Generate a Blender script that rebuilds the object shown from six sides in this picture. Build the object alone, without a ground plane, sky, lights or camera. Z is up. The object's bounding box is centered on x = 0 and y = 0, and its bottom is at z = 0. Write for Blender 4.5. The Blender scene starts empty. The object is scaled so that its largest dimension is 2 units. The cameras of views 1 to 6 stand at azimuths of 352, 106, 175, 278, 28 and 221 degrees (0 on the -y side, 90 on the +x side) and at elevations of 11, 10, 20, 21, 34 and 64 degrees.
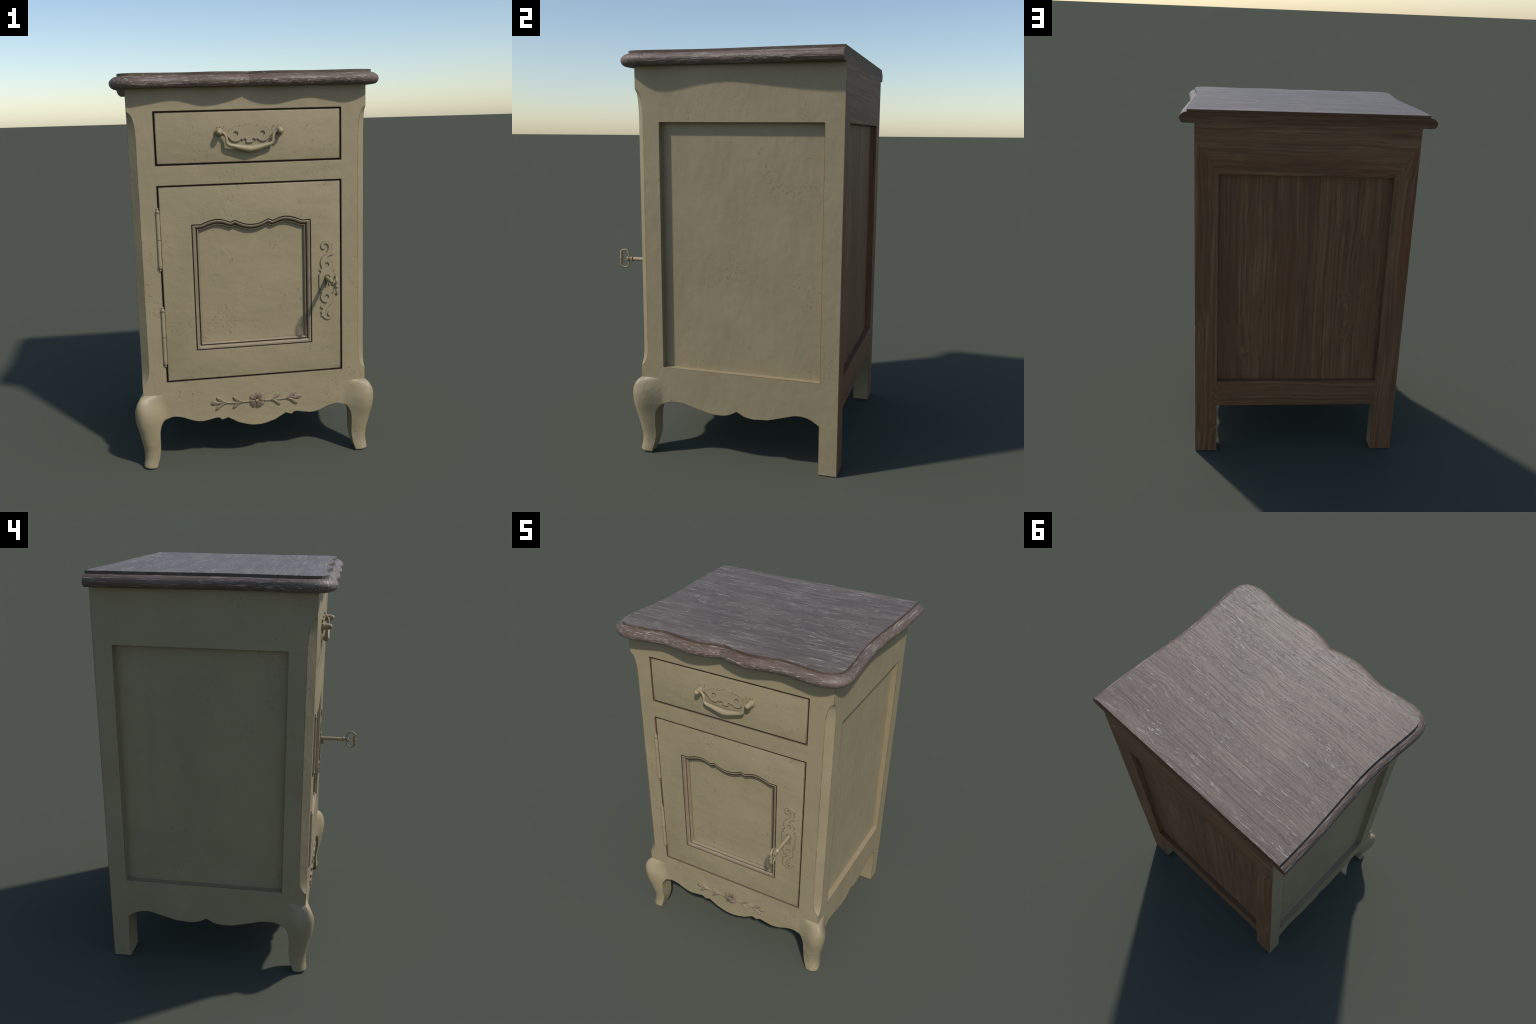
# A cream-painted bedside cabinet with a wooden top: one drawer, one door with a
# moulded panel, cabriole front legs, straight back legs and a bare wooden back.
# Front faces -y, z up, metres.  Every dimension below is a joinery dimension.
import bpy, bmesh, math
from math import sin, cos, pi, sqrt, radians
from mathutils import Vector
from mathutils.geometry import tessellate_polygon

# ------------------------------------------------------------------ dimensions
HX = 0.5850            # half width of the carcass
FY = -0.400            # front plane
BY = 0.6135            # back plane
ZT = 1.932             # underside of the top
OX = 0.4605            # half width of drawer / door opening
PY0, PY1 = -0.278, 0.5225   # side panel opening
RECB = 0.0304          # depth of the back recess
REC = 0.0317           # depth of the recessed side and back panels
Z_KNEE = 0.4005        # where the cabriole leg starts
PANEL_Z0, PANEL_Z1 = 0.462, 1.671

DRAWER_Z = (1.565, 1.8235)
DOOR_Z = (0.4640, 1.4688)

# ------------------------------------------------------------------ node helper
class NT:
    def __init__(self, name):
        m = bpy.data.materials.new(name); m.use_nodes = True
        self.m = m; self.t = m.node_tree; self.t.nodes.clear()
        self.out = self.t.nodes.new('ShaderNodeOutputMaterial')
        self.b = self.t.nodes.new('ShaderNodeBsdfPrincipled')
        self.t.links.new(self.b.outputs[0], self.out.inputs[0])
    def put(self, sock, v):
        if hasattr(v, 'is_output'):
            self.t.links.new(v, sock)
        elif v is not None:
            sock.default_value = v
    def node(self, kind, **kw):
        n = self.t.nodes.new('ShaderNode' + kind)
        for k, v in kw.items():
            setattr(n, k, v)
        return n
    def coords(self):
        return self.node('TexCoord').outputs['Object']
    def mapping(self, vec, scale=(1, 1, 1), loc=(0, 0, 0), rot=(0, 0, 0)):
        n = self.node('Mapping'); self.put(n.inputs[0], vec)
        n.inputs['Scale'].default_value = scale
        n.inputs['Location'].default_value = loc
        n.inputs['Rotation'].default_value = rot
        return n.outputs[0]
    def noise(self, vec, scale=5, detail=2, rough=0.5, dist=0):
        n = self.node('TexNoise'); self.put(n.inputs['Vector'], vec)
        n.inputs['Scale'].default_value = scale
        n.inputs['Detail'].default_value = detail
        n.inputs['Roughness'].default_value = rough
        n.inputs['Distortion'].default_value = dist
        return n.outputs['Fac']
    def noise_col(self, vec, scale=5, detail=2):
        n = self.node('TexNoise'); self.put(n.inputs['Vector'], vec)
        n.inputs['Scale'].default_value = scale
        n.inputs['Detail'].default_value = detail
        return n.outputs['Color']
    def voronoi(self, vec, scale=5):
        n = self.node('TexVoronoi'); self.put(n.inputs['Vector'], vec)
        n.inputs['Scale'].default_value = scale
        return n.outputs['Distance']
    def step(self, v, a, b, lo=0.0, hi=1.0):
        n = self.node('MapRange', interpolation_type='SMOOTHSTEP')
        self.put(n.inputs[0], v)
        for i, q in zip((1, 2, 3, 4), (a, b, lo, hi)):
            n.inputs[i].default_value = q
        return n.outputs[0]
    def math(self, op, a, b=None, c=None):
        n = self.node('Math', operation=op)
        self.put(n.inputs[0], a)
        if b is not None: self.put(n.inputs[1], b)
        if c is not None: self.put(n.inputs[2], c)
        return n.outputs[0]
    def vmath(self, op, a, b=None, scale=None):
        n = self.node('VectorMath', operation=op)
        self.put(n.inputs[0], a)
        if b is not None: self.put(n.inputs[1], b)
        if scale is not None: self.put(n.inputs['Scale'], scale)
        return n.outputs['Value'] if op == 'DOT_PRODUCT' else n.outputs[0]
    def mix(self, fac, a, b, blend='MIX'):
        n = self.node('Mix', data_type='RGBA', blend_type=blend)
        self.put(n.inputs[0], fac)
        self.put(n.inputs[6], col(a)); self.put(n.inputs[7], col(b))
        return n.outputs[2]
    def bevel(self, radius, samples=6):
        n = self.node('Bevel', samples=samples)
        n.inputs['Radius'].default_value = radius
        return n.outputs[0]
    def edge(self, radius, samples=6):
        """0 on flats, rising towards 1 at sharp edges and corners."""
        g = self.node('NewGeometry').outputs['True Normal']
        d = self.vmath('DOT_PRODUCT', self.bevel(radius, samples), g)
        return self.math('SUBTRACT', 1.0, d)
    def bump(self, h, strength=0.2, dist=0.002, normal=None):
        n = self.node('Bump'); self.put(n.inputs['Height'], h)
        n.inputs['Strength'].default_value = strength
        n.inputs['Distance'].default_value = dist
        if normal is not None: self.put(n.inputs['Normal'], normal)
        return n.outputs[0]
    def done(self, colour, rough, normal=None, spec=0.5):
        self.put(self.b.inputs['Base Color'], col(colour))
        self.put(self.b.inputs['Roughness'], rough)
        self.b.inputs['Specular IOR Level'].default_value = spec
        if normal is not None: self.put(self.b.inputs['Normal'], normal)
        return self.m

def col(c):
    return (*c, 1.0) if isinstance(c, tuple) and len(c) == 3 else c

# ------------------------------------------------------------------ materials
CREAM = (0.300, 0.241, 0.142)
BROWN = (0.070, 0.042, 0.027)

def paint(name, base=CREAM, glaze=0.0, streak=None, specks=1.0, edge_r=0.0055,
          soft=0.004, edge_amount=0.85):
    """Old furniture paint: faint mottling, brush streaks, clustered fly-specks,
    brown wood rubbed through along the arrises."""
    n = NT(name); c = n.coords()
    mott = n.noise(c, 3.2, 3, 0.6)
    k = n.mix(n.step(mott, 0.3, 0.7), tuple(q * 0.95 for q in base), tuple(q * 1.05 for q in base))
    fine = n.noise(n.mapping(c, (1, 1, 1), (3, 1, 7)), 14, 4, 0.65)
    k = n.mix(n.step(fine, 0.45, 0.75, 0, 0.5), k, (base[0] * 0.93, base[1] * 0.95, base[2] * 0.90))
    if streak:
        s = n.noise(n.mapping(c, streak), 1.0, 3, 0.6)
        k = n.mix(n.step(s, 0.52, 0.75, 0, 0.24), k, tuple(q * 0.80 for q in base))
    # fly specks: small dark dots, only inside loose clusters
    d = n.noise(n.mapping(c, (1, 1, 1), (11, 5, 2)), 82, 3, 0.62)
    cl = n.noise(n.mapping(c, (1, 1, 1), (2, 8, 5)), 6.5, 3, 0.6)
    m = n.math('MULTIPLY', n.step(d, 0.56, 0.66), n.step(cl, 0.52, 0.66))
    k = n.mix(n.math('MULTIPLY', m, 0.44 * specks), k, (0.125, 0.098, 0.060))
    if glaze:
        g = n.noise(n.mapping(c, (1, 1, 1), (4, 4, 1)), 24, 3)
        k = n.mix(n.step(g, 0.3, 0.75, glaze * 0.6, glaze), k, (0.205, 0.148, 0.105))
    e = n.edge(edge_r)
    jit = n.noise(c, 70, 2)
    wander = n.noise(c, 17, 3, 0.6)
    em = n.math('MULTIPLY', n.step(n.math('MULTIPLY', e, n.step(wander, 0.3, 0.7, 0.45, 1.7)), 0.007, 0.045), n.step(jit, 0.25, 0.5, 0.65, 1.0))
    k = n.mix(n.math('MULTIPLY', em, edge_amount), k, BROWN)
    h = n.math('ADD', n.noise(c, 26, 3), n.math('MULTIPLY', m, -0.6))
    lump = n.noise(n.mapping(c, (11, 11, 5.5) if not streak or streak[2] < 5 else (5.5, 11, 11)), 1.0, 3, 0.55)
    nb = n.bump(lump, 0.36, 0.011, n.bevel(soft))
    nb = n.bump(h, 0.26, 0.005, nb)
    return n.done(k, n.step(fine, 0.2, 0.8, 0.40, 0.52), nb, 0.42)

def warped(n, c, amount, scale):
    w = n.noise_col(n.mapping(c, scale), 1.0, 3)
    w = n.vmath('SUBTRACT', w, (0.5, 0.5, 0.5))
    return n.vmath('ADD', c, n.vmath('SCALE', w, scale=amount))

def axis_scale(axis, along, across):
    return tuple(along if i == axis else across for i in range(3))

def waxed_wood(name, axis, dark, light, wax=(0.44, 0.39, 0.345), wax_amount=1.0, edge_dark=0.0, fine=1.0, wavy=1.0, long=1.0, figure=True):
    """Open-grained stained oak with white liming wax left in the pores."""
    n = NT(name); c0 = n.coords()
    bend = n.step(n.noise(n.mapping(c0, (1, 1, 1), (7, 3, 1)), 3.2, 1), 0.46, 0.66, 0.026 * wavy, 0.115 * wavy)
    c = warped(n, c0, bend, axis_scale(axis, 2.8, 5.0))
    c = warped(n, c, 0.0036 * wavy, axis_scale(axis, 9.0, 22.0))
    broad = n.noise(n.mapping(c, axis_scale(axis, 1.6, 17)), 1.0, 4, 0.6)
    k = n.mix(n.step(broad, 0.35, 0.68), dark, light)
    blotch = n.noise(n.mapping(c0, (1, 1, 1), (5, 2, 9)), 3.5, 3)
    k = n.mix(n.step(blotch, 0.4, 0.75, 0, 0.45), k, tuple(q * 0.78 for q in dark))
    pore = n.noise(n.mapping(c, axis_scale(axis, 2.6 * long, 78 * fine)), 1.0, 2, 0.45)
    line = n.step(n.math('ABSOLUTE', n.math('SUBTRACT', pore, 0.5)), 0.007, 0.026, 1.0, 0.0)
    if not figure:      # quarter-cut edge: straight short pores, no looping figure
        pore = n.noise(n.mapping(c, axis_scale(axis, 9.0, 210)), 1.0, 2, 0.5)
        line = n.step(pore, 0.56, 0.64)
    patch = n.noise(n.mapping(c0, axis_scale(axis, 2.6, 8.0), (3, 3, 3)), 1.0, 3, 0.6)
    gaps = n.noise(n.mapping(c, axis_scale(axis, 7.5 * long, 60), (9, 2, 4)), 1.0, 2, 0.5)
    m1 = n.math('MULTIPLY', n.math('MULTIPLY', line, n.step(gaps, 0.37, 0.50)), n.step(patch, 0.32, 0.60, 0.28, 1.0))
    pore2 = n.noise(n.mapping(c, axis_scale(axis, 24 * long, 330 * fine), (1, 7, 3)), 1.0, 2, 0.6)
    m2 = n.math('MULTIPLY', n.step(pore2, 0.57, 0.67), n.step(patch, 0.42, 0.68, 0.05, 0.7))
    m = n.math('MULTIPLY', n.math('MAXIMUM', m1, m2), wax_amount)
    k = n.mix(n.math('MULTIPLY', m, 0.68), k, wax)
    if edge_dark:
        k = n.mix(n.math('MULTIPLY', n.step(n.edge(0.008), 0.015, 0.20), edge_dark), k, (0.062, 0.040, 0.025))
    h = n.math('ADD', n.math('MULTIPLY', broad, 0.3), n.math('MULTIPLY', n.math('MAXIMUM', m1, m2), 0.8))
    h = n.math('ADD', h, n.math('MULTIPLY', pore, 0.5))
    nb = n.bump(h, 0.70, 0.0035, n.bevel(0.002))
    return n.done(k, n.step(m, 0, 1, 0.48, 0.56), nb, 0.46)

def bare_wood(name, axis, tint=1.0, boards=False):
    """Dark stained pine: growth-ring bands along one axis, fine fibre, a few knots."""
    n = NT(name); c0 = n.coords()
    # knots push the grain aside
    flat = [q if i != 1 else 0.0 for i, q in enumerate(axis_scale(axis, 0.9, 2.6))]
    kn = n.voronoi(n.mapping(c0, tuple(flat), (0.37, 0.2, 0.61)), 1.6)
    push = n.step(kn, 0.0, 0.30, 0.075, 0.0)
    c = n.vmath('ADD', warped(n, c0, 0.075, axis_scale(axis, 1.3, 4.0)), n.vmath('SCALE', (1.0, 0.6, 1.0), scale=push))
    ring = n.noise(n.mapping(c, axis_scale(axis, 0.5, 12)), 1.0, 5, 0.68)
    k = n.mix(n.step(ring, 0.36, 0.62), (0.178 * tint, 0.086 * tint, 0.042 * tint), (0.215 * tint, 0.110 * tint, 0.054 * tint))
    lines = n.noise(n.mapping(c, axis_scale(axis, 0.9, 78), (2, 5, 1)), 1.0, 3, 0.6)
    k = n.mix(n.step(lines, 0.53, 0.65, 0, 0.56), k, (0.32 * tint, 0.175 * tint, 0.085 * tint))
    k = n.mix(n.step(lines, 0.36, 0.47, 0.55, 0.0), k, (0.105 * tint, 0.048 * tint, 0.026 * tint))
    tone = n.noise(n.mapping(c0, axis_scale(axis, 1.2, 7), (6, 1, 3)), 1.0, 2)
    k = n.mix(n.step(tone, 0.5, 0.75, 0, 0.5), k, (0.200 * tint, 0.080 * tint, 0.034 * tint))
    cool = n.noise(n.mapping(c0, axis_scale(axis, 1.6, 5.0), (1, 9, 4)), 1.0, 2)
    k = n.mix(n.step(cool, 0.52, 0.72, 0, 0.3), k, (0.105 * tint, 0.056 * tint, 0.034 * tint))
    if boards:      # glued-up boards, each a little lighter or darker than its neighbour
        sx = n.node('SeparateXYZ'); n.put(sx.inputs[0], c0)
        w = n.node('TexWhiteNoise', noise_dimensions='1D')
        n.put(w.inputs['W'], n.math('FLOOR', n.math('MULTIPLY_ADD', sx.outputs[0], 4.6, 0.35)))
        k = n.mix(n.step(w.outputs['Value'], 0.0, 1.0, 0.0, 0.30), k, (0.115, 0.055, 0.030))
        fr = n.math('FRACT', n.math('MULTIPLY_ADD', sx.outputs[0], 4.6, 0.35))
        k = n.mix(n.step(fr, 0.0, 0.018, 0.45, 0.0), k, (0.07, 0.035, 0.02))
    k = n.mix(n.step(kn, 0.022, 0.052, 0.85, 0.0), k, (0.05, 0.030, 0.024))
    h = n.math('ADD', lines, n.math('MULTIPLY', ring, 0.6))
    nb = n.bump(h, 0.30, 0.002, n.bevel(0.0025, 4))
    return n.done(k, 0.62, nb, 0.2)

M = {}
M['paint'] = paint('cream_paint')
M['brushed'] = paint('cream_paint_brushed', streak=(9, 9, 1.1))
M['front'] = paint('cream_paint_front', streak=(1.2, 9, 11), edge_r=0.0038, soft=0.0065)
M['glaze'] = paint('cream_paint_antique_glaze', glaze=0.62, specks=0.3, edge_r=0.0022, soft=0.0015, edge_amount=0.6)
M['carved'] = paint('cream_paint_carving', glaze=0.68, specks=0.2, edge_r=0.0024, soft=0.0008, edge_amount=0.75)
M['plate'] = paint('cream_paint_pierced_plate', specks=0.3, edge_r=0.0042, soft=0.0012, edge_amount=0.9)
M['hardware'] = paint('cream_paint_hardware', base=tuple(q * 1.02 for q in CREAM), specks=0.15, edge_r=0.0022, soft=0.0009, edge_amount=0.7)
M['gap'] = NT('rubbed_brown_wood').done((0.150, 0.102, 0.070), 0.6)
M['dark'] = NT('brown_darkened_for_gap_shade').done((0.040, 0.026, 0.017), 0.7)  # near-black brown on the gap floor and the outer moulding groove
M['recess'] = NT('brown_recess_tone').done((0.120, 0.082, 0.056), 0.6)  # mid-brown on the moulding's inner steps, darker than the cream beside them
M['top'] = waxed_wood('limed_oak_top', 0, (0.094, 0.065, 0.049), (0.145, 0.105, 0.082))
M['edge_x'] = waxed_wood('limed_oak_edge_long', 0, (0.108, 0.070, 0.050), (0.155, 0.110, 0.085), wax_amount=0.95, edge_dark=0.6, fine=0.7, wavy=0.35, figure=False)
M['edge_y'] = waxed_wood('limed_oak_edge_side', 1, (0.108, 0.070, 0.050), (0.155, 0.110, 0.085), wax_amount=0.95, edge_dark=0.6, fine=0.7, wavy=0.35, figure=False)
M['lip'] = waxed_wood('limed_oak_lip', 0, (0.082, 0.055, 0.037), (0.115, 0.080, 0.056), wax_amount=0.3, wavy=0.3)
M['wood_v'] = bare_wood('stained_pine_upright', 2)
M['boards'] = bare_wood('stained_pine_boards', 2, boards=True)
M['wood_h'] = bare_wood('stained_pine_rail', 0)
M['wood_top'] = bare_wood('stained_oak_back_edge', 0, 0.75)

# ------------------------------------------------------------------ mesh helpers
ROOT = bpy.data.objects.new('bedside_cabinet', None)
bpy.context.scene.collection.objects.link(ROOT)
ROOT['label'] = 'cream painted bedside cabinet with dark wooden top and cabriole legs'
ROOT['category'] = 'bedside cabinet'

def make(name, verts, faces, mats, parent=None, fmat=None, angle=35, stuff=False):
    me = bpy.data.meshes.new(name)
    me.from_pydata([tuple(v) for v in verts], [], faces)
    bm = bmesh.new(); bm.from_mesh(me)
    if fmat is not None:
        bm.faces.ensure_lookup_table()
        for f, i in zip(bm.faces, fmat): f.material_index = i
    bmesh.ops.remove_doubles(bm, verts=bm.verts, dist=1e-5)
    bmesh.ops.dissolve_degenerate(bm, edges=bm.edges, dist=1e-6)
    bmesh.ops.recalc_face_normals(bm, faces=bm.faces)
    bm.to_mesh(me); bm.free()
    for m in (mats if isinstance(mats, (list, tuple)) else [mats]):
        me.materials.append(M[m])
    me.polygons.foreach_set('use_smooth', [True] * len(me.polygons))
    me.set_sharp_from_angle(angle=radians(angle))
    o = bpy.data.objects.new(name, me)
    bpy.context.scene.collection.objects.link(o)
    o.parent = parent or ROOT
    if stuff: o['kind'] = 'stuff'
    return o

def orient(me_obj, direction):
    """Make open sheets face outwards: flip when the area-weighted normal disagrees."""
    me = me_obj.data
    s = sum((p.normal.dot(Vector(direction)) * p.area for p in me.polygons), 0.0)
    if s < 0: me.flip_normals()

def board(name, outline, d0, d1, plane, mats, holes=(), wall=None, back=False, parent=None, face_mat=0, angle=35):
    """A flat board: outline (u, v) filled, face at depth d0, edges running back to d1.
    plane 'y': u = x, v = z, depth along y.  plane 'x': u = y, v = z, depth along x.
    wall(p, q, loop) gives the material slot of an edge strip, or None to leave it off."""
    loops = [list(outline)] + [list(h) for h in holes]
    pts = [p for l in loops for p in l]
    put = (lambda p, d: (p[0], d, p[1])) if plane == 'y' else (lambda p, d: (d, p[0], p[1]))
    tris = tessellate_polygon([[Vector((p[0], p[1], 0)) for p in l] for l in loops])
    n = len(pts)
    V = [put(p, d0) for p in pts] + [put(p, d1) for p in pts]
    F = [tuple(t) for t in tris]; mi = [face_mat] * len(F)
    if back:
        F += [tuple(i + n for i in reversed(t)) for t in tris]; mi += [face_mat] * len(tris)
    base = 0
    for li, l in enumerate(loops):
        for i in range(len(l)):
            j = (i + 1) % len(l)
            w = wall(l[i], l[j], li) if wall else face_mat
            if w is None: continue
            F.append((base + i, base + j, base + j + n, base + i + n)); mi.append(w)
        base += len(l)
    o = make(name, V, F, mats, parent, mi, angle)
    # face the show side outwards
    me = o.data
    out = {'y': Vector((0, math.copysign(1, d0 - d1), 0)), 'x': Vector((math.copysign(1, d0 - d1), 0, 0))}[plane]
    bad = [p for p in me.polygons if abs(p.normal.dot(out)) > 0.9 and abs((p.center - Vector(put((0, 0), d0))).dot(out)) < 1e-4 and p.normal.dot(out) < 0]
    if bad: me.flip_normals()
    return o

def ease_edge(obj, half, z0, z1, c):
    """Chamfer the outer front edge of a drawer front or door that fills (-half..half, z0..z1)."""
    bm = bmesh.new(); bm.from_mesh(obj.data)
    on = lambda v: abs(abs(v.co.x) - half) < 1e-4 or abs(v.co.z - z0) < 1e-4 or abs(v.co.z - z1) < 1e-4
    es = [e for e in bm.edges if all(on(v) and abs(v.co.y - FY) < 1e-4 for v in e.verts) and len(e.link_faces) == 2
          and abs(e.link_faces[0].normal.dot(e.link_faces[1].normal)) < 0.5]
    bmesh.ops.bevel(bm, geom=es, offset=c, segments=3, affect='EDGES', profile=0.5, clamp_overlap=True, material=0)
    bm.to_mesh(obj.data); bm.free()
    obj.data.polygons.foreach_set('use_smooth', [True] * len(obj.data.polygons))
    obj.data.set_sharp_from_angle(angle=radians(40))

def spline(pts, steps=6, closed=False):
    """Catmull-Rom through the given points (any dimension)."""
    P = [Vector(p) for p in pts]; n = len(P); out = []
    for i in range(n if closed else n - 1):
        if closed:
            a, b, c, d = P[i - 1], P[i], P[(i + 1) % n], P[(i + 2) % n]
        else:
            b, c = P[i], P[i + 1]
            a = P[i - 1] if i else b * 2 - c
            d = P[i + 2] if i + 2 < n else c * 2 - b
        for k in range(steps):
            t = k / steps
            out.append(0.5 * (b * 2 + (c - a) * t + (a * 2 - b * 5 + c * 4 - d) * t * t + (b * 3 - a - c * 3 + d) * t ** 3))
    if not closed: out.append(P[-1])
    return out

def lerp(table, x):
    """Piecewise linear look-up in a profile table sorted by descending key."""
    if x >= table[0][0]: return table[0][1]
    for (a, va), (b, vb) in zip(table, table[1:]):
        if x >= b: return vb + (va - vb) * (x - b) / (a - b)
    return table[-1][1]

def loft(rows, closed=False, cap0=False, cap1=False):
    V = [v for r in rows for v in r]; n = len(rows[0]); F = []
    for i in range(len(rows) - 1):
        for j in range(n if closed else n - 1):
            k = (j + 1) % n
            F.append((i * n + j, i * n + k, (i + 1) * n + k, (i + 1) * n + j))
    if cap0: F.append(tuple(range(n)))
    if cap1: F.append(tuple((len(rows) - 1) * n + j for j in reversed(range(n))))
    return V, F

def lathe(profile, origin, axis, seg=24):
    """Turned part: profile is (distance along axis, radius)."""
    a = Vector(axis).normalized()
    u = a.orthogonal().normalized(); w = a.cross(u)
    rows = [[Vector(origin) + a * h + (u * cos(2 * pi * s / seg) + w * sin(2 * pi * s / seg)) * max(r, 1e-5) for s in range(seg)] for h, r in profile]
    return loft(rows, True, True, True)

def tube(path, radii, seg=14, closed=False, flat=None):
    """Round bar along a path; flat = (vector, factor) squeezes the section."""
    P = [Vector(p) for p in path]; n = len(P); rows = []; prev = None
    for i, p in enumerate(P):
        t = (P[(i + 1) % n] - P[i - 1]) if closed or 0 < i < n - 1 else (P[1] - P[0] if i == 0 else P[-1] - P[-2])
        t.normalize()
        u = t.orthogonal() if prev is None else prev - t * prev.dot(t)
        u.normalize(); prev = u; w = t.cross(u)
        r = radii[i] if isinstance(radii, (list, tuple)) else radii
        row = []
        for s in range(seg):
            o = (u * cos(2 * pi * s / seg) + w * sin(2 * pi * s / seg)) * r
            if flat:
                f = Vector(flat[0]); o -= f * o.dot(f) * (1 - flat[1])
            row.append(p + o)
        rows.append(row)
    if closed: rows.append(rows[0])
    return loft(rows, True, not closed, not closed)

def ball(c, r, seg=12):
    return lathe([(r * -cos(pi * i / 8), r * sin(pi * i / 8)) for i in range(9)], c, (0, 1, 0), seg)

def join(parts):
    V, F = [], []
    for v, f in parts:
        b = len(V); V += list(v); F += [tuple(i + b for i in q) for q in f]
    return V, F

def arc(cx, cz, r, a0, a1, n):
    return [(cx + r * cos(radians(a0 + (a1 - a0) * i / n)), cz + r * sin(radians(a0 + (a1 - a0) * i / n))) for i in range(n + 1)]

# ------------------------------------------------------------------ front posts and cabriole legs
# chamfer width down the front corner (stopped with a scooped end, top and bottom)
CHAMFER = [(1.932, 0.0006), (1.826, 0.0006), (1.823, 0.004), (1.815, 0.0145), (1.805, 0.0215), (1.79, 0.0275), (1.770, 0.0325),
           (1.740, 0.0360), (1.700, 0.0382), (1.660, 0.0385), (0.590, 0.0375), (0.560, 0.0372), (0.535, 0.0360), (0.512, 0.0332),
           (0.494, 0.0280), (0.480, 0.0205), (0.470, 0.0120), (0.464, 0.0035), (0.462, 0.0006), (Z_KNEE, 0.0006)]
# how far the knee / ankle / foot stands out from the corner of the carcass
BULGE = [(0.4005, 0.0), (0.397, 0.005), (0.391, 0.013), (0.383, 0.0205), (0.369, 0.0300), (0.352, 0.0375), (0.334, 0.0428), (0.315, 0.0455), (0.297, 0.0460),
         (0.280, 0.0450), (0.257, 0.0425), (0.235, 0.0382), (0.209, 0.0325), (0.185, 0.0275), (0.158, 0.0224), (0.130, 0.0174),
         (0.106, 0.0132), (0.085, 0.0111), (0.065, 0.0106), (0.045, 0.0116), (0.030, 0.0136), (0.018, 0.0158), (0.009, 0.0164), (0.003, 0.0125), (0.0, 0.008)]
# distance of the inner faces of the leg from the carcass corner
INSET = [(0.4005, 0.1245), (0.2685, 0.1245), (0.265, 0.112), (0.260, 0.1005), (0.250, 0.0925), (0.240, 0.087), (0.220, 0.081), (0.200, 0.0782),
         (0.170, 0.0768), (0.110, 0.0765), (0.080, 0.0736), (0.050, 0.0672), (0.020, 0.0575), (0.0, 0.0505)]
CORNER_R = [(0.4005, 0.001), (0.385, 0.010), (0.36, 0.024), (0.33, 0.040), (0.29, 0.050), (0.20, 0.047), (0.08, 0.043), (0.0, 0.038)]

def smooth_table(table, steps=6):
    """The same profile with its corners eased (spline through the entries)."""
    return [(p.x, max(p.y, 0.0)) for p in spline([(z, v) for z, v in table], steps)]
BULGE = smooth_table([q for q in BULGE if q[0] > 0.27 or q[0] < 0.03 or round(q[0] * 1000) in (257, 235, 209, 185, 158, 130, 106, 85, 65, 45)])
CORNER_R = smooth_table(CORNER_R)

def leg_section(z):
    T, o, r = lerp(INSET, z), lerp(BULGE, z), lerp(CORNER_R, z)
    full = 0.121
    e = max(min(o, 0.05) - r, -T + 0.012)      # where the front face turns into the rounded corner
    def swell(a):           # a: offset along the face from the corner, negative = inwards
        t = min(max((full + a) / (full + e), 0.0), 1.0)
        return o * (t * t * (3 - 2 * t)) ** lerp([(0.36, 1.15), (0.27, 0.75), (0.16, 0.70), (0.10, 1.45)], z)
    half = []
    n = 14
    for i in range(n + 1):
        a = -T + (e + T) * i / n
        half.append((a, swell(a)))
    top = half[-1][1]
    for i in range(1, 7):
        ang = radians(90 - 45 * i / 6)
        half.append((e + (o - e) * cos(ang), e + (top - e) * sin(ang) if top > e else top))
    half[-1] = ((half[-1][0] + half[-1][1]) / 2,) * 2
    other = [(b, a) for a, b in reversed(half[:-1])]
    return [(a, max(b, -0.122)) for a, b in [(-T, -T)] + half + other]

def corner(s, a, b, z):
    return (s * (HX + a), FY - b, z)

for s in (-1, 1):
    zs = sorted({z for z, _ in CHAMFER} | {1.69, 1.671, 1.5, 1.3, 1.1, 0.9, 0.7, PANEL_Z0, *DRAWER_Z, *DOOR_Z}, reverse=True)
    rows = []
    for z in zs:
        c = lerp(CHAMFER, z)
        rows.append([corner(s, *p, z) for p in ((OX - HX, -0.03), (OX - HX, 0), (-c, 0), (0, -c), (0, -(PY0 - FY)), (-REC, -(PY0 - FY)))])
    V, F = loft(rows)
    keep, fm = [], []
    for i, f in enumerate(F):
        zc = (zs[i // 5] + zs[i // 5 + 1]) / 2
        if i % 5 == 0 and not (DRAWER_Z[0] < zc < DRAWER_Z[1] or DOOR_Z[0] < zc < DOOR_Z[1]): continue
        if i % 5 == 4 and not PANEL_Z0 < zc < PANEL_Z1: continue
        keep.append(f); fm.append(1 if i % 5 == 0 else 0)
    make('corner_post', V, keep, ['paint', 'gap'], fmat=fm, angle=25)
    zl = sorted({z for z, _ in BULGE[::2]} | {0.0, 0.002, 0.005} | {z for z, _ in INSET} | {0.255, 0.245, 0.23, 0.12, 0.1, 0.07, 0.04}, reverse=True)
    rows = [[corner(s, a, b, z) for a, b in leg_section(z)] for z in zl]
    V, F = loft(rows, True, False, True)
    m = len(rows[0])           # leave off the hidden faces that butt against the aprons
    F = [f for i, f in enumerate(F) if not (i // m < len(rows) - 1 and i % m in (0, m - 1) and zl[i // m + 1] > 0.2684)]
    make('leg', V, F, 'paint', angle=38)

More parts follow.
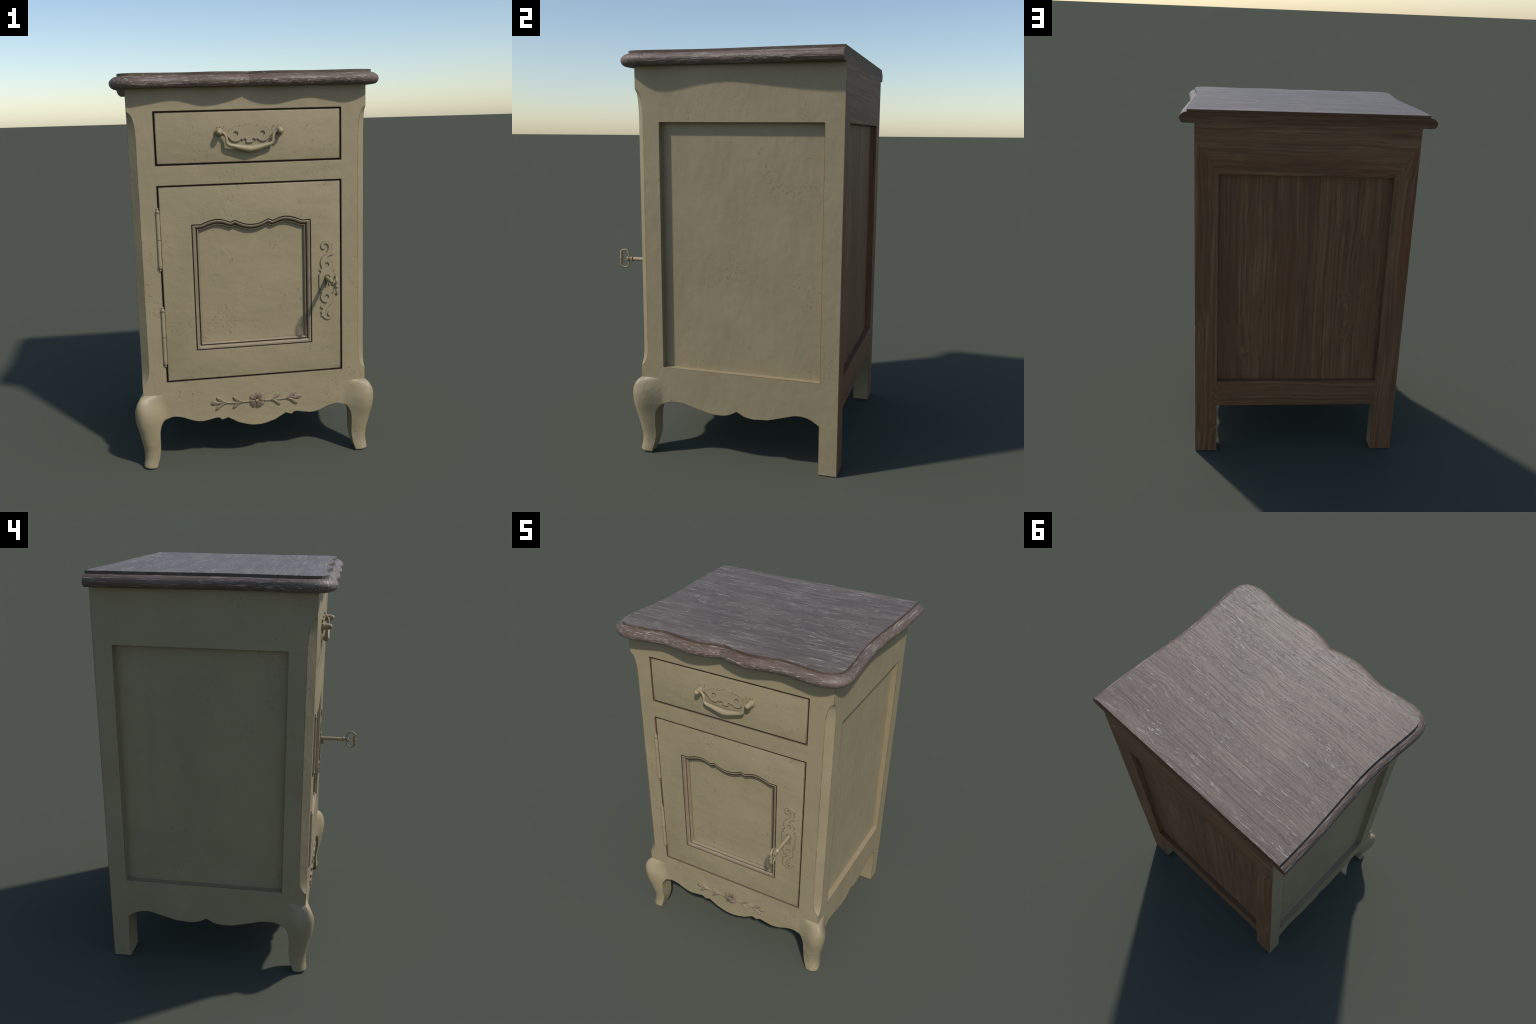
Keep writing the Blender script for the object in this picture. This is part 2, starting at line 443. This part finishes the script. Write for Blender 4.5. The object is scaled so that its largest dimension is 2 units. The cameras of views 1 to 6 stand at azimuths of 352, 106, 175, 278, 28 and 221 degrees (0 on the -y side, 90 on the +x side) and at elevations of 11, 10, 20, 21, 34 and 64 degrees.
# ------------------------------------------------------------------ front rails and apron
gapwall = lambda zs: (lambda p, q, li: (1 if abs(p[1] - q[1]) < 1e-4 and any(abs(p[1] - z) < 1e-4 for z in zs) else None))
def rail(z0, z1, zs):
    return board('rail', [(-OX, z0), (OX, z0), (OX, z1), (-OX, z1)], FY, FY + 0.03, 'y', ['front', 'gap'], wall=gapwall(zs))
rail(DRAWER_Z[1], ZT, [DRAWER_Z[1]])
rail(DOOR_Z[1], DRAWER_Z[0], [DOOR_Z[1], DRAWER_Z[0]])

# rebate strip behind the clearance round drawer and door
for z0, z1 in (DRAWER_Z, DOOR_Z):
    rim = lambda e: [(-OX + e, z0 + e), (OX - e, z0 + e), (OX - e, z1 - e), (-OX + e, z1 - e)]
    board('door_rebate', rim(-0.004), FY + 0.0165, FY + 0.030, 'y', ['dark'], holes=[rim(0.025)], wall=lambda p, q, li: None)

# scalloped lower edge, half of it from the leg to the middle
half = [(0.4605, 0.2685), (0.4455, 0.2738), (0.429, 0.2757), (0.408, 0.2728), (0.386, 0.2668), (0.357, 0.2548), (0.330, 0.2443), (0.306, 0.2390),
        (0.282, 0.2376), (0.245, 0.2438), (0.2125, 0.2508), (0.198, 0.2490), (0.184, 0.2368), (0.153, 0.2470), (0.124, 0.2300), (0.097, 0.2143), (0.048, 0.1985), (0.018, 0.1935)]
edge = [(-x, z) for x, z in half] + [(x, z) for x, z in reversed(half)]
top = DOOR_Z[0]
apron = board('apron', edge + [(OX, top), (-OX, top)], FY, FY + 0.045, 'y', ['front', 'gap'], angle=32,
              wall=lambda p, q, li: 1 if p[1] == top and q[1] == top else (None if top in (p[1], q[1]) else 0))

# ------------------------------------------------------------------ sides
side_edge = [(PY0, 0.2685), (-0.253, 0.2785), (-0.2275, 0.2825), (-0.198, 0.2825), (-0.170, 0.2790), (-0.1095, 0.2622), (-0.036, 0.2440), (-0.004, 0.2408), (0.0257, 0.2405), (0.0505, 0.2428), (0.0735, 0.2505),
             (0.1085, 0.2698), (0.1445, 0.2500), (0.170, 0.2432), (0.1975, 0.2408), (0.2675, 0.2455), (0.330, 0.2630), (0.397, 0.2830), (0.419, 0.2850), (0.4405, 0.2840), (0.4625, 0.2795), (0.4815, 0.2730), (PY1, 0.2470)]
for s in (-1, 1):
    x, xi = s * HX, s * (HX - REC)
    board('side_rail', [(PY0, PANEL_Z1), (PY1, PANEL_Z1), (PY1, ZT), (PY0, ZT)], x, xi, 'x', ['paint'],
          wall=lambda p, q, li: 0 if p[1] == q[1] == PANEL_Z1 else None)
    board('side_apron', side_edge + [(PY1, PANEL_Z0), (PY0, PANEL_Z0)], x, xi - s * 0.012, 'x', ['paint'], angle=32,
          wall=lambda p, q, li: 0 if (p[1] == q[1] == PANEL_Z0) or PANEL_Z0 not in (p[1], q[1]) else None)
    board('side_panel', [(PY0 - 0.01, PANEL_Z0 - 0.01), (PY1 + 0.01, PANEL_Z0 - 0.01), (PY1 + 0.01, PANEL_Z1 + 0.01), (PY0 - 0.01, PANEL_Z1 + 0.01)],
          xi, xi - s * 0.012, 'x', ['brushed'])

# ------------------------------------------------------------------ back posts, back frame, back panel
MITRE = 1.852          # height where the mitre of the back frame meets the outer edge
for s in (-1, 1):
    xo, xi = s * HX, s * OX
    V = [(xo, PY1, 0), (xo, BY, 0), (xi, BY, 0), (xi, PY1, 0),                                  # 0-3 foot
         (xo, PY1, 0.247), (xo - s * 0.045, PY1, 0.247), (xi, BY, 0.307), (xi, PY1, 0.307),        # 4-7
         (xo, PY1, PANEL_Z0), (xo, PY1, PANEL_Z1), (xo - s * REC, PY1, PANEL_Z0), (xo - s * REC, PY1, PANEL_Z1),   # 8-11
         (xo, PY1, ZT), (xo, BY, ZT), (xo, BY, MITRE),                                               # 12-14
         (xi, BY, 0.4635), (xi, BY, PANEL_Z1), (xi, BY - RECB, 0.4635), (xi, BY - RECB, PANEL_Z1), (xi, PY1, 0.247)]  # 15-19
    F = [(0, 1, 2, 3), (0, 4, 8, 9, 12, 13, 14, 1),      # sole, painted side
         (0, 3, 19, 5, 4), (5, 19, 7), (8, 10, 11, 9),                # front of the foot, rebate beside the side panel
         (3, 2, 6, 7, 19),                               # inner face of the foot
         (15, 17, 18, 16), (1, 14, 16, 15, 6, 2)]        # rebate and bare back face
    make('back_post', V, F, ['paint', 'wood_v'], fmat=[0, 0, 0, 0, 0, 0, 1, 1], angle=25)
board('back_rail', [(-OX, PANEL_Z1), (OX, PANEL_Z1), (HX, MITRE), (HX, ZT), (-HX, ZT), (-HX, MITRE)], BY, BY - RECB, 'y', ['wood_h'],
      wall=lambda p, q, li: 0 if p[1] == q[1] == PANEL_Z1 else None)
board('back_rail', [(-OX, 0.307), (OX, 0.307), (OX, 0.4635), (-OX, 0.4635)], BY, BY - RECB - 0.015, 'y', ['wood_h'],
      wall=lambda p, q, li: 0 if p[1] == q[1] else None)
board('back_panel', [(-OX - 0.01, 0.45), (OX + 0.01, 0.45), (OX + 0.01, PANEL_Z1 + 0.01), (-OX - 0.01, PANEL_Z1 + 0.01)],
      BY - RECB, BY - RECB - 0.012, 'y', ['boards'])
V = [(x, y, z) for z in (0.300, 0.318) for x, y in ((-0.553, -0.36), (0.553, -0.36), (0.553, 0.58), (-0.553, 0.58))]
make('bottom_board', V, [(0, 1, 2, 3), (7, 6, 5, 4), (0, 1, 5, 4), (1, 2, 6, 5), (2, 3, 7, 6), (3, 0, 4, 7)], 'wood_h')

# ------------------------------------------------------------------ top
plan_half = [(0.0, -0.4125), (0.031, -0.4240), (0.068, -0.4345), (0.110, -0.4425), (0.150, -0.4462), (0.190, -0.4450), (0.235, -0.4375), (0.285, -0.4285),
             (0.325, -0.4252), (0.365, -0.4262), (0.418, -0.4335), (0.470, -0.4400), (0.520, -0.4425), (0.560, -0.4375), (0.590, -0.4245), (0.610, -0.4030),
             (0.6185, -0.3700), (0.6180, -0.3250), (0.6140, -0.2700), (0.6085, -0.2100), (0.6030, -0.1400), (0.5990, -0.0700), (0.5975, 0.0000), (0.6000, 0.0700),
             (0.6065, 0.1700), (0.6125, 0.2600), (0.6180, 0.3600), (0.6215, 0.4600), (0.6225, 0.5500), (0.6225, BY)]
plan_half = [(x, y + (0.0036 if y < -0.4 and x < 0.5 else 0.0)) for x, y in plan_half]
R = spline(plan_half, 4)
outline = [Vector((-p.x, p.y)) for p in reversed(R[1:])] + R
def plan_normals(P):
    out = []
    for i, p in enumerate(P):
        a, b = P[max(i - 1, 0)], P[min(i + 1, len(P) - 1)]
        t = (b - a).normalized()
        n = Vector((t.y, -t.x))
        if i == 0: n = Vector((-1, 0))
        if i == len(P) - 1: n = Vector((1, 0))
        out.append(n)
    return out
normals = plan_normals(outline)
N = len(outline)
# the flat board on top
V = [(p.x, p.y, 2.0) for p in outline] + [(p.x, p.y, 1.9865) for p in outline]
F = [tuple(range(N))] + [(i, i + 1, i + 1 + N, i + N) for i in range(N - 1)] + [(N - 1, 0, N, 2 * N - 1)]
tris = tessellate_polygon([[Vector((p.x, p.y, 0)) for p in outline]])
F = [tuple(t) for t in tris] + F[1:]
tab = make('tabletop', V, F, ['top', 'lip', 'wood_top'],
           fmat=[0] * len(tris) + [1] * (N - 1) + [2], angle=30)
# the thick rounded moulding below it
prof = [(-0.012, 1.9875), (0.0, 1.9875)] + [(0.0375 * cos(a) * (1 if True else 0), 1.9605 + 0.0270 * sin(a)) for a in [radians(72 - 7.5 * i) for i in range(0, 16)]]
prof = [(-0.012, 1.9873), (0.004, 1.9870), (0.0115, 1.9858), (0.0185, 1.9830), (0.0250, 1.9787), (0.0310, 1.9735), (0.0356, 1.9675), (0.0382, 1.9612),
        (0.0384, 1.9560), (0.0374, 1.9500), (0.0350, 1.9443), (0.0317, 1.9395), (0.0280, 1.9358), (0.0240, 1.9332), (0.0215, 1.9322), (-0.090, 1.9320)]
rows = [[(outline[i].x + normals[i].x * o, outline[i].y + normals[i].y * o, z) for o, z in prof] for i in range(N)]
# keep the back cut square
for j, (o, z) in enumerate(prof):
    rows[0][j] = (-outline[-1].x - o, BY, z); rows[-1][j] = (outline[-1].x + o, BY, z)
V, F = loft(rows)
np_ = len(prof)
fm = [1 if outline[f[0] // np_].y < -0.335 else 2 for f in F]
fm = [0 if m == 1 else 1 for m in fm]
left = [j for j in range(np_)]; right = [(N - 1) * np_ + j for j in range(np_)]
F.append(tuple(left + right[::-1])); fm.append(2)
make('edge_moulding', V, F, ['edge_x', 'edge_y', 'wood_top'], tab, fm, angle=40)

# ------------------------------------------------------------------ drawer
G = 0.0078     # clearance round drawer and door
dz0, dz1 = DRAWER_Z[0] + G, DRAWER_Z[1] - G
drawer = board('drawer', [(-OX + G, dz0), (OX - G, dz0), (OX - G, dz1), (-OX + G, dz1)], FY, FY + 0.03, 'y', ['front', 'gap'], wall=lambda p, q, li: 1)

ease_edge(drawer, OX - G, dz0, dz1, 0.0032)
# pull: pierced back plate, two turned knobs, a swinging bail
KX, KZ = 0.1488, 1.7175
plate_half_top = [(0.0, 1.7555), (0.0165, 1.7530), (0.0285, 1.7458), (0.0345, 1.7403), (0.0425, 1.7514), (0.0500, 1.7420), (0.0610, 1.7445), (0.0720, 1.7438),
                  (0.0825, 1.7398), (0.0930, 1.7316), (0.0995, 1.7245), (0.1030, 1.7232), (0.1080, 1.7255), (0.1145, 1.7335), (0.1220, 1.7462), (0.1285, 1.7345), (0.1355, 1.7400), (0.1420, 1.7465), (0.1435, 1.7375),
                  (0.1500, 1.7395), (0.1560, 1.7440), (0.1552, 1.7355)]
rosette = arc(KX, KZ, 0.0205, 62, -128, 14)
plate_half_low = [(0.1270, 1.7105), (0.1150, 1.7035), (0.1040, 1.6935), (0.0960, 1.6842), (0.0870, 1.6755), (0.0780, 1.6708), (0.0690, 1.6690), (0.0600, 1.6698), (0.0500, 1.6738), (0.0430, 1.6790), (0.0392, 1.6830),
                  (0.0312, 1.6748), (0.0270, 1.6818), (0.0225, 1.6846), (0.0175, 1.6828), (0.0145, 1.6772), (0.0180, 1.6676), (0.0120, 1.6645)]
h = plate_half_top + rosette + plate_half_low
plate_outline = h + [(0.0, 1.6630)] + [(-x, z) for x, z in reversed(h[1:])]
board('backplate', plate_outline, FY - 0.007, FY + 0.001, 'y', ['plate'], parent=drawer, angle=30,
      holes=[arc(sx * 0.0655, 1.7085, 0.0112, 0, 360, 20)[:-1] for sx in (-1, 1)])
knob_profile = [(-0.002, 0.0205), (0.0085, 0.0205), (0.0100, 0.0195), (0.0105, 0.0180), (0.0125, 0.0182), (0.0145, 0.0175), (0.0158, 0.0158), (0.0165, 0.0150), (0.0400, 0.0150),
                (0.0415, 0.0143), (0.0425, 0.0127), (0.0450, 0.0128), (0.0475, 0.0118), (0.0500, 0.0098), (0.0520, 0.0070), (0.0533, 0.0036), (0.0537, 0.0)]
for s in (-1, 1):
    V, F = lathe(knob_profile, (s * KX, FY, KZ), (0, -1, 0), 28)
    make('knob', V, F, 'hardware', drawer, angle=28)
bail_half = [((0.1420, -0.4235, 1.7165), 0.0052), ((0.1310, -0.4240, 1.7150), 0.0056), ((0.1210, -0.4245, 1.7065), 0.0063), ((0.1150, -0.4260, 1.6930), 0.0068), ((0.1135, -0.4265, 1.6780), 0.0074), ((0.1110, -0.4262, 1.6645), 0.0085),
             ((0.0990, -0.4250, 1.6555), 0.0098), ((0.0780, -0.4238, 1.6500), 0.0112), ((0.0520, -0.4222, 1.6435), 0.0135), ((0.0260, -0.4215, 1.6380), 0.0155), ((0.0, -0.4212, 1.6345), 0.0168)]
full = [(( -p[0], p[1], p[2]), r) for p, r in bail_half] + list(reversed(bail_half[:-1]))
path = spline([(*p, r) for p, r in full], 6)
V, F = tube([p[:3] for p in path], [p[3] for p in path], 18)
make('bail', V, F, 'hardware', drawer, angle=60)

# ------------------------------------------------------------------ door
ZB, ZS, WX = 0.6240, 1.2722, 0.3005       # moulding: bottom, shoulder, half width
top_half = [(0.256, 1.2720), (0.236, 1.2795), (0.213, 1.2880), (0.190, 1.2935), (0.171, 1.2950), (0.150, 1.2925), (0.130, 1.2860), (0.106, 1.2768), (0.084, 1.2862), (0.062, 1.2755), (0.040, 1.2672), (0.020, 1.2628), (0.0, 1.2615)]
arch = top_half + [(-x, z) for x, z in reversed(top_half[:-1])]
frame_out = [(-WX, ZB), (WX, ZB), (WX, ZS)] + arch + [(-WX, ZS)]
ddz0, ddz1 = DOOR_Z[0] + G, DOOR_Z[1] - G
door = board('door', [(-OX + G, ddz0), (OX - G, ddz0), (OX - G, ddz1), (-OX + G, ddz1)], FY, FY + 0.03, 'y', ['front', 'gap'],
             holes=[frame_out], wall=lambda p, q, li: 1)
ease_edge(door, OX - G, ddz0, ddz1, 0.0032)
# inward direction for each corner of the moulding: mitred at the corners, straight down under the arch
k = 0.93
dirs = [(1, 1), (-1, 1), (-1, -k)] + [(-x * 0.10 / 0.256 * 1.35, -k) for x, z in arch] + [(1, -k)]
mould_prof = [(0.0, 0.012), (0.0002, 0.0060), (0.0042, 0.0060), (0.0046, 0.0008), (0.0066, 0.0000), (0.0115, 0.0006), (0.0160, 0.0030), (0.0190, 0.0068), (0.0210, 0.0110), (0.0216, 0.0180),
              (0.0262, 0.0190), (0.0268, 0.0092), (0.0298, 0.0098), (0.0330, 0.0128), (0.0350, 0.0178), (0.0360, 0.0235), (0.0375, 0.0300)]
mould_mat = [1, 1, 1, 0, 0, 0, 0, 0, 2, 2, 2, 0, 0, 0, 0, 2]
rows = [[(u + d[0] * w, FY + dep, v + d[1] * w) for w, dep in mould_prof] for (u, v), d in zip(frame_out, dirs)]
rows.append(rows[0])
V, F = loft(rows)
make('door_moulding', V, F, ['glaze', 'dark', 'recess'], door, [mould_mat[i % len(mould_mat)] for i in range(len(F))], angle=28)
board('door_panel', [(-WX + 0.025, ZB + 0.025), (WX - 0.025, ZB + 0.025), (WX - 0.025, ZS + 0.005), (-WX + 0.025, ZS + 0.005)], FY + 0.0262, FY + 0.04, 'y', ['front'], parent=door)

# hinges: two loose-joint barrels with turned finials on the left edge of the door
def hinge(zc):
    r = 0.0096; L = 0.1345
    upper = [(0.0, r), (L - 0.006, r), (L - 0.005, r * 0.86), (L - 0.003, r * 0.86), (L - 0.002, r * 1.16), (L + 0.002, r * 1.16), (L + 0.003, r * 0.9), (L + 0.005, r * 1.12), (L + 0.008, r * 1.0), (L + 0.011, r * 0.68),
             (L + 0.014, r * 0.55), (L + 0.017, r * 0.68), (L + 0.020, r * 0.62), (L + 0.023, r * 0.40), (L + 0.025, 0.0)]
    o = (-0.4625, FY - 0.0015, zc)
    a = lathe([(h + 0.0008, q) for h, q in upper], o, (0, 0, 1), 16)
    b = lathe([(h + 0.0008, q) for h, q in upper], o, (0, 0, -1), 16)
    pin = lathe([(-0.004, r * 0.8), (0.004, r * 0.8)], o, (0, 0, 1), 16)
    V, F = join([a, b, pin])
    make('hinge', V, F, 'hardware', door, angle=28)
hinge(1.2045); hinge(0.7070)

# escutcheon: pierced plate, the lower half is the upper half turned half round
EX, EZ = 0.3806, 0.9507
esc_half = [(0.3400, 0.9507), (0.3400, 0.9870), (0.3465, 0.9905), (0.3510, 0.9965), (0.3495, 1.0040), (0.3440, 1.0045), (0.3405, 1.0040), (0.3420, 1.0105), (0.3480, 1.0135), (0.3570, 1.0150),
            (0.3515, 1.0290), (0.3482, 1.0420), (0.3478, 1.0520), (0.3530, 1.0680), (0.3610, 1.0775), (0.3700, 1.0850), (0.3800, 1.0960), (0.3868, 1.1070), (0.3905, 1.1180), (0.3908, 1.1290), (0.3875, 1.1380), (0.3810, 1.1435), (0.3735, 1.1442), (0.3680, 1.1415), (0.3650, 1.1372),
            (0.3690, 1.1380), (0.3740, 1.1360), (0.3775, 1.1310), (0.3775, 1.1240), (0.3735, 1.1185), (0.3670, 1.1150), (0.3600, 1.1165), (0.3540, 1.1220), (0.3512, 1.1310), (0.3525, 1.1405), (0.3580, 1.1505), (0.3665, 1.1562), (0.3760, 1.1577), (0.3860, 1.1552), (0.3950, 1.1490), (0.4020, 1.1400), (0.4055, 1.1372),
            (0.4130, 1.1395), (0.4098, 1.1290), (0.4085, 1.1195), (0.4155, 1.1168), (0.4090, 1.1070), (0.4025, 1.0975), (0.4090, 1.0945), (0.4160, 1.0885), (0.4135, 1.0842), (0.4040, 1.0838), (0.3945, 1.0810), (0.3870, 1.0740), (0.3815, 1.0660),
            (0.3880, 1.0658), (0.3950, 1.0645), (0.4030, 1.0590), (0.4095, 1.0510), (0.4135, 1.0420), (0.4142, 1.0350), (0.4110, 1.0230), (0.4063, 1.0140), (0.4130, 1.0130), (0.4190, 1.0105), (0.4213, 1.0035), (0.4150, 1.0020), (0.4112, 0.9965), (0.4140, 0.9910), (0.4210, 0.9875)]
esc = esc_half + [(2 * EX - x, 2 * EZ - z) for x, z in esc_half]
KXC, KZC = 0.3822, 0.9672
keyhole = arc(KXC, KZC, 0.0152, -60, 240, 22) + [(KXC - 0.0072, 0.9450), (KXC - 0.0115, 0.9215), (KXC, 0.9185), (KXC + 0.0115, 0.9215), (KXC + 0.0072, 0.9450)]
board('escutcheon', esc, FY - 0.0062, FY + 0.001, 'y', ['plate'], parent=door, angle=30,
      holes=[keyhole, arc(0.3815, 1.0354, 0.0112, 0, 360, 20)[:-1], arc(0.3797, 0.8660, 0.0112, 0, 360, 20)[:-1]])

# key: shank with bit, collar, bead and a looped bow standing in the y-z plane
KA = 0.3806; KH = 0.9668
shank = lathe([(-0.002, 0.0107), (0.1340, 0.0102), (0.1345, 0.0125), (0.1368, 0.0155), (0.1395, 0.0155), (0.1418, 0.0135), (0.1460, 0.0098), (0.1490, 0.0080), (0.1505, 0.0098), (0.1535, 0.0098), (0.1550, 0.0080),
               (0.1580, 0.0090), (0.1610, 0.0118), (0.1665, 0.0118), (0.1700, 0.0100), (0.1715, 0.0070), (0.1718, 0.0)], (KA, FY, KH), (0, -1, 0), 20)
bow_half = [((-0.5640, 0.0075), 0.0048), ((-0.5610, 0.0170), 0.0042), ((-0.5605, 0.0270), 0.0040), ((-0.5645, 0.0370), 0.0040), ((-0.5730, 0.0445), 0.0040), ((-0.5840, 0.0468), 0.0042), ((-0.5950, 0.0435), 0.0046), ((-0.6030, 0.0355), 0.0055),
            ((-0.6060, 0.0260), 0.0062), ((-0.6040, 0.0150), 0.0068), ((-0.6035, 0.0060), 0.0072), ((-0.6060, 0.0000), 0.0078)]
bow = bow_half + [((y, -z), r) for (y, z), r in reversed(bow_half[:-1])]
path = spline([(KA, y, KH + z, r * 1.15) for (y, z), r in bow], 5)
loop = tube([p[:3] for p in path], [p[3] for p in path], 12)
bits = [ball((KA, -0.5795, KH + sgn * 0.0112), 0.0040) for sgn in (-1, 1)] + \
       [tube([(KA, -0.569, KH + sgn * 0.006), (KA, -0.579, KH + sgn * 0.0108)], 0.0026, 8) for sgn in (-1, 1)]
bx = 0.0030
bitV = [(KA + sx * bx, y, z) for y in (-0.4215, -0.399) for z in (0.932, 0.962) for sx in (-1, 1)]
bit = (bitV, [(0, 1, 3, 2), (4, 6, 7, 5), (0, 2, 6, 4), (1, 5, 7, 3), (2, 3, 7, 6), (0, 4, 5, 1)])
V, F = join([shank, loop, bit] + bits)
make('key', V, F, 'hardware', door, angle=32)

# ------------------------------------------------------------------ carved spray on the apron
def relief(centre, widths, heights, crease=0.0, ribs=0.0, base=FY):
    """A carved strip lying on the front plane: rounded across, optionally creased or fluted."""
    C = [Vector(p) for p in centre]; rows = []
    S = [-1.0, -0.97, -0.85, -0.65, -0.45, -0.22, 0.0, 0.22, 0.45, 0.65, 0.85, 0.97, 1.0]
    for i, p in enumerate(C):
        t = (C[min(i + 1, len(C) - 1)] - C[max(i - 1, 0)]).normalized()
        nrm = Vector((-t.y, t.x)); row = []
        for s in S:
            hgt = heights[i] * (0.42 + 0.58 * sqrt(max(0.0, 1 - s * s)))
            hgt -= crease * heights[i] * max(0.0, 1 - abs(s) / 0.25)
            hgt -= ribs * heights[i] * (0.5 + 0.5 * cos(2 * pi * s * 1.5))
            if abs(s) == 1.0: hgt = -0.001
            q = p + nrm * widths[i] * s
            row.append((q.x, base - hgt, q.y))
        rows.append(row)
    return loft(rows, False, True, True)

orn = bpy.data.objects.new('carved_ornament', None)
bpy.context.scene.collection.objects.link(orn); orn.parent = ROOT
FX, FZ, FR = 0.001, 0.3295, 0.0442
for i in range(12):
    a = radians(90 + 30 * i + 6 * sin(i * 2.3))
    L = FR * (0.97 + 0.04 * sin(i * 4.1)); T = [0.0, 0.15, 0.32, 0.5, 0.66, 0.78, 0.88, 0.95, 1.0]
    c = [(FX + (0.006 + (L - 0.006) * t) * cos(a), FZ + (0.006 + (L - 0.006) * t) * sin(a)) for t in T]
    w = [(0.0034 + 0.0088 * t) * (1.0 if t < 0.7 else sqrt(max(0.02, 1 - ((t - 0.7) / 0.31) ** 2))) for t in T]
    hh = [0.0065 + 0.0045 * sin(pi * min(t * 1.05, 1)) - 0.0015 * t for t in T]
    V, F = relief(c, w, hh, 0.0, 0.30)
    make('petal', V, F, 'carved', orn, angle=50)
V, F = lathe([(-0.002, 0.0375), (0.0025, 0.0370), (0.0035, 0.0330), (0.0040, 0.0)], (FX, FY, FZ), (0, -1, 0), 36)
make('flower_base', V, F, 'carved', orn, angle=50)
V, F = lathe([(-0.002, 0.0095), (0.006, 0.0095), (0.0085, 0.0085), (0.0105, 0.0060), (0.0115, 0.003), (0.0118, 0.0)], (FX, FY, FZ), (0, -1, 0), 18)
make('flower_centre', V, F, 'carved', orn, angle=50)
for s in (-1, 1):
    stem = spline([(s * 0.040, 0.3285), (s * 0.075, 0.3290), (s * 0.110, 0.3275), (s * 0.145, 0.3300), (s * 0.175, 0.3325), (s * 0.195, 0.3330)], 5)
    V, F = relief([(p.x, p.y) for p in stem], [0.0056 - 0.0012 * i / len(stem) for i in range(len(stem))], [0.0075] * len(stem))
    make('stem', V, F, 'carved', orn, angle=50)
    leaves = [([(0.076, 0.3300), (0.092, 0.3345), (0.107, 0.3455), (0.1235, 0.3590)], 0.0082),
              ([(0.078, 0.3275), (0.095, 0.3225), (0.110, 0.3110), (0.1258, 0.2987)], 0.0072),
              ([(0.158, 0.3325), (0.175, 0.3380), (0.192, 0.3490), (0.2098, 0.3618)], 0.0086),
              ([(0.158, 0.3300), (0.178, 0.3240), (0.198, 0.3105), (0.2168, 0.2957)], 0.0078),
              ([(0.188, 0.3320), (0.202, 0.3325), (0.220, 0.3345), (0.2385, 0.3340)], 0.0098)]
    for ctrl, w0 in leaves:
        c = spline([(s * x, z) for x, z in ctrl], 5); n = len(c) - 1
        shape = [min(1.0, 0.34 + 1.05 * max(0.0, i / n - 0.12) ** 0.9) if i / n < 0.72 else max(0.03, (1 - ((i / n - 0.72) / 0.28) ** 1.7)) for i in range(n + 1)]
        V, F = relief([(p.x, p.y) for p in c], [1.22 * w0 * q for q in shape], [0.0095 * (0.8 if q < 0.2 else 1.0) for q in shape], 0.30)
        make('leaf', V, F, 'carved', orn, angle=50)
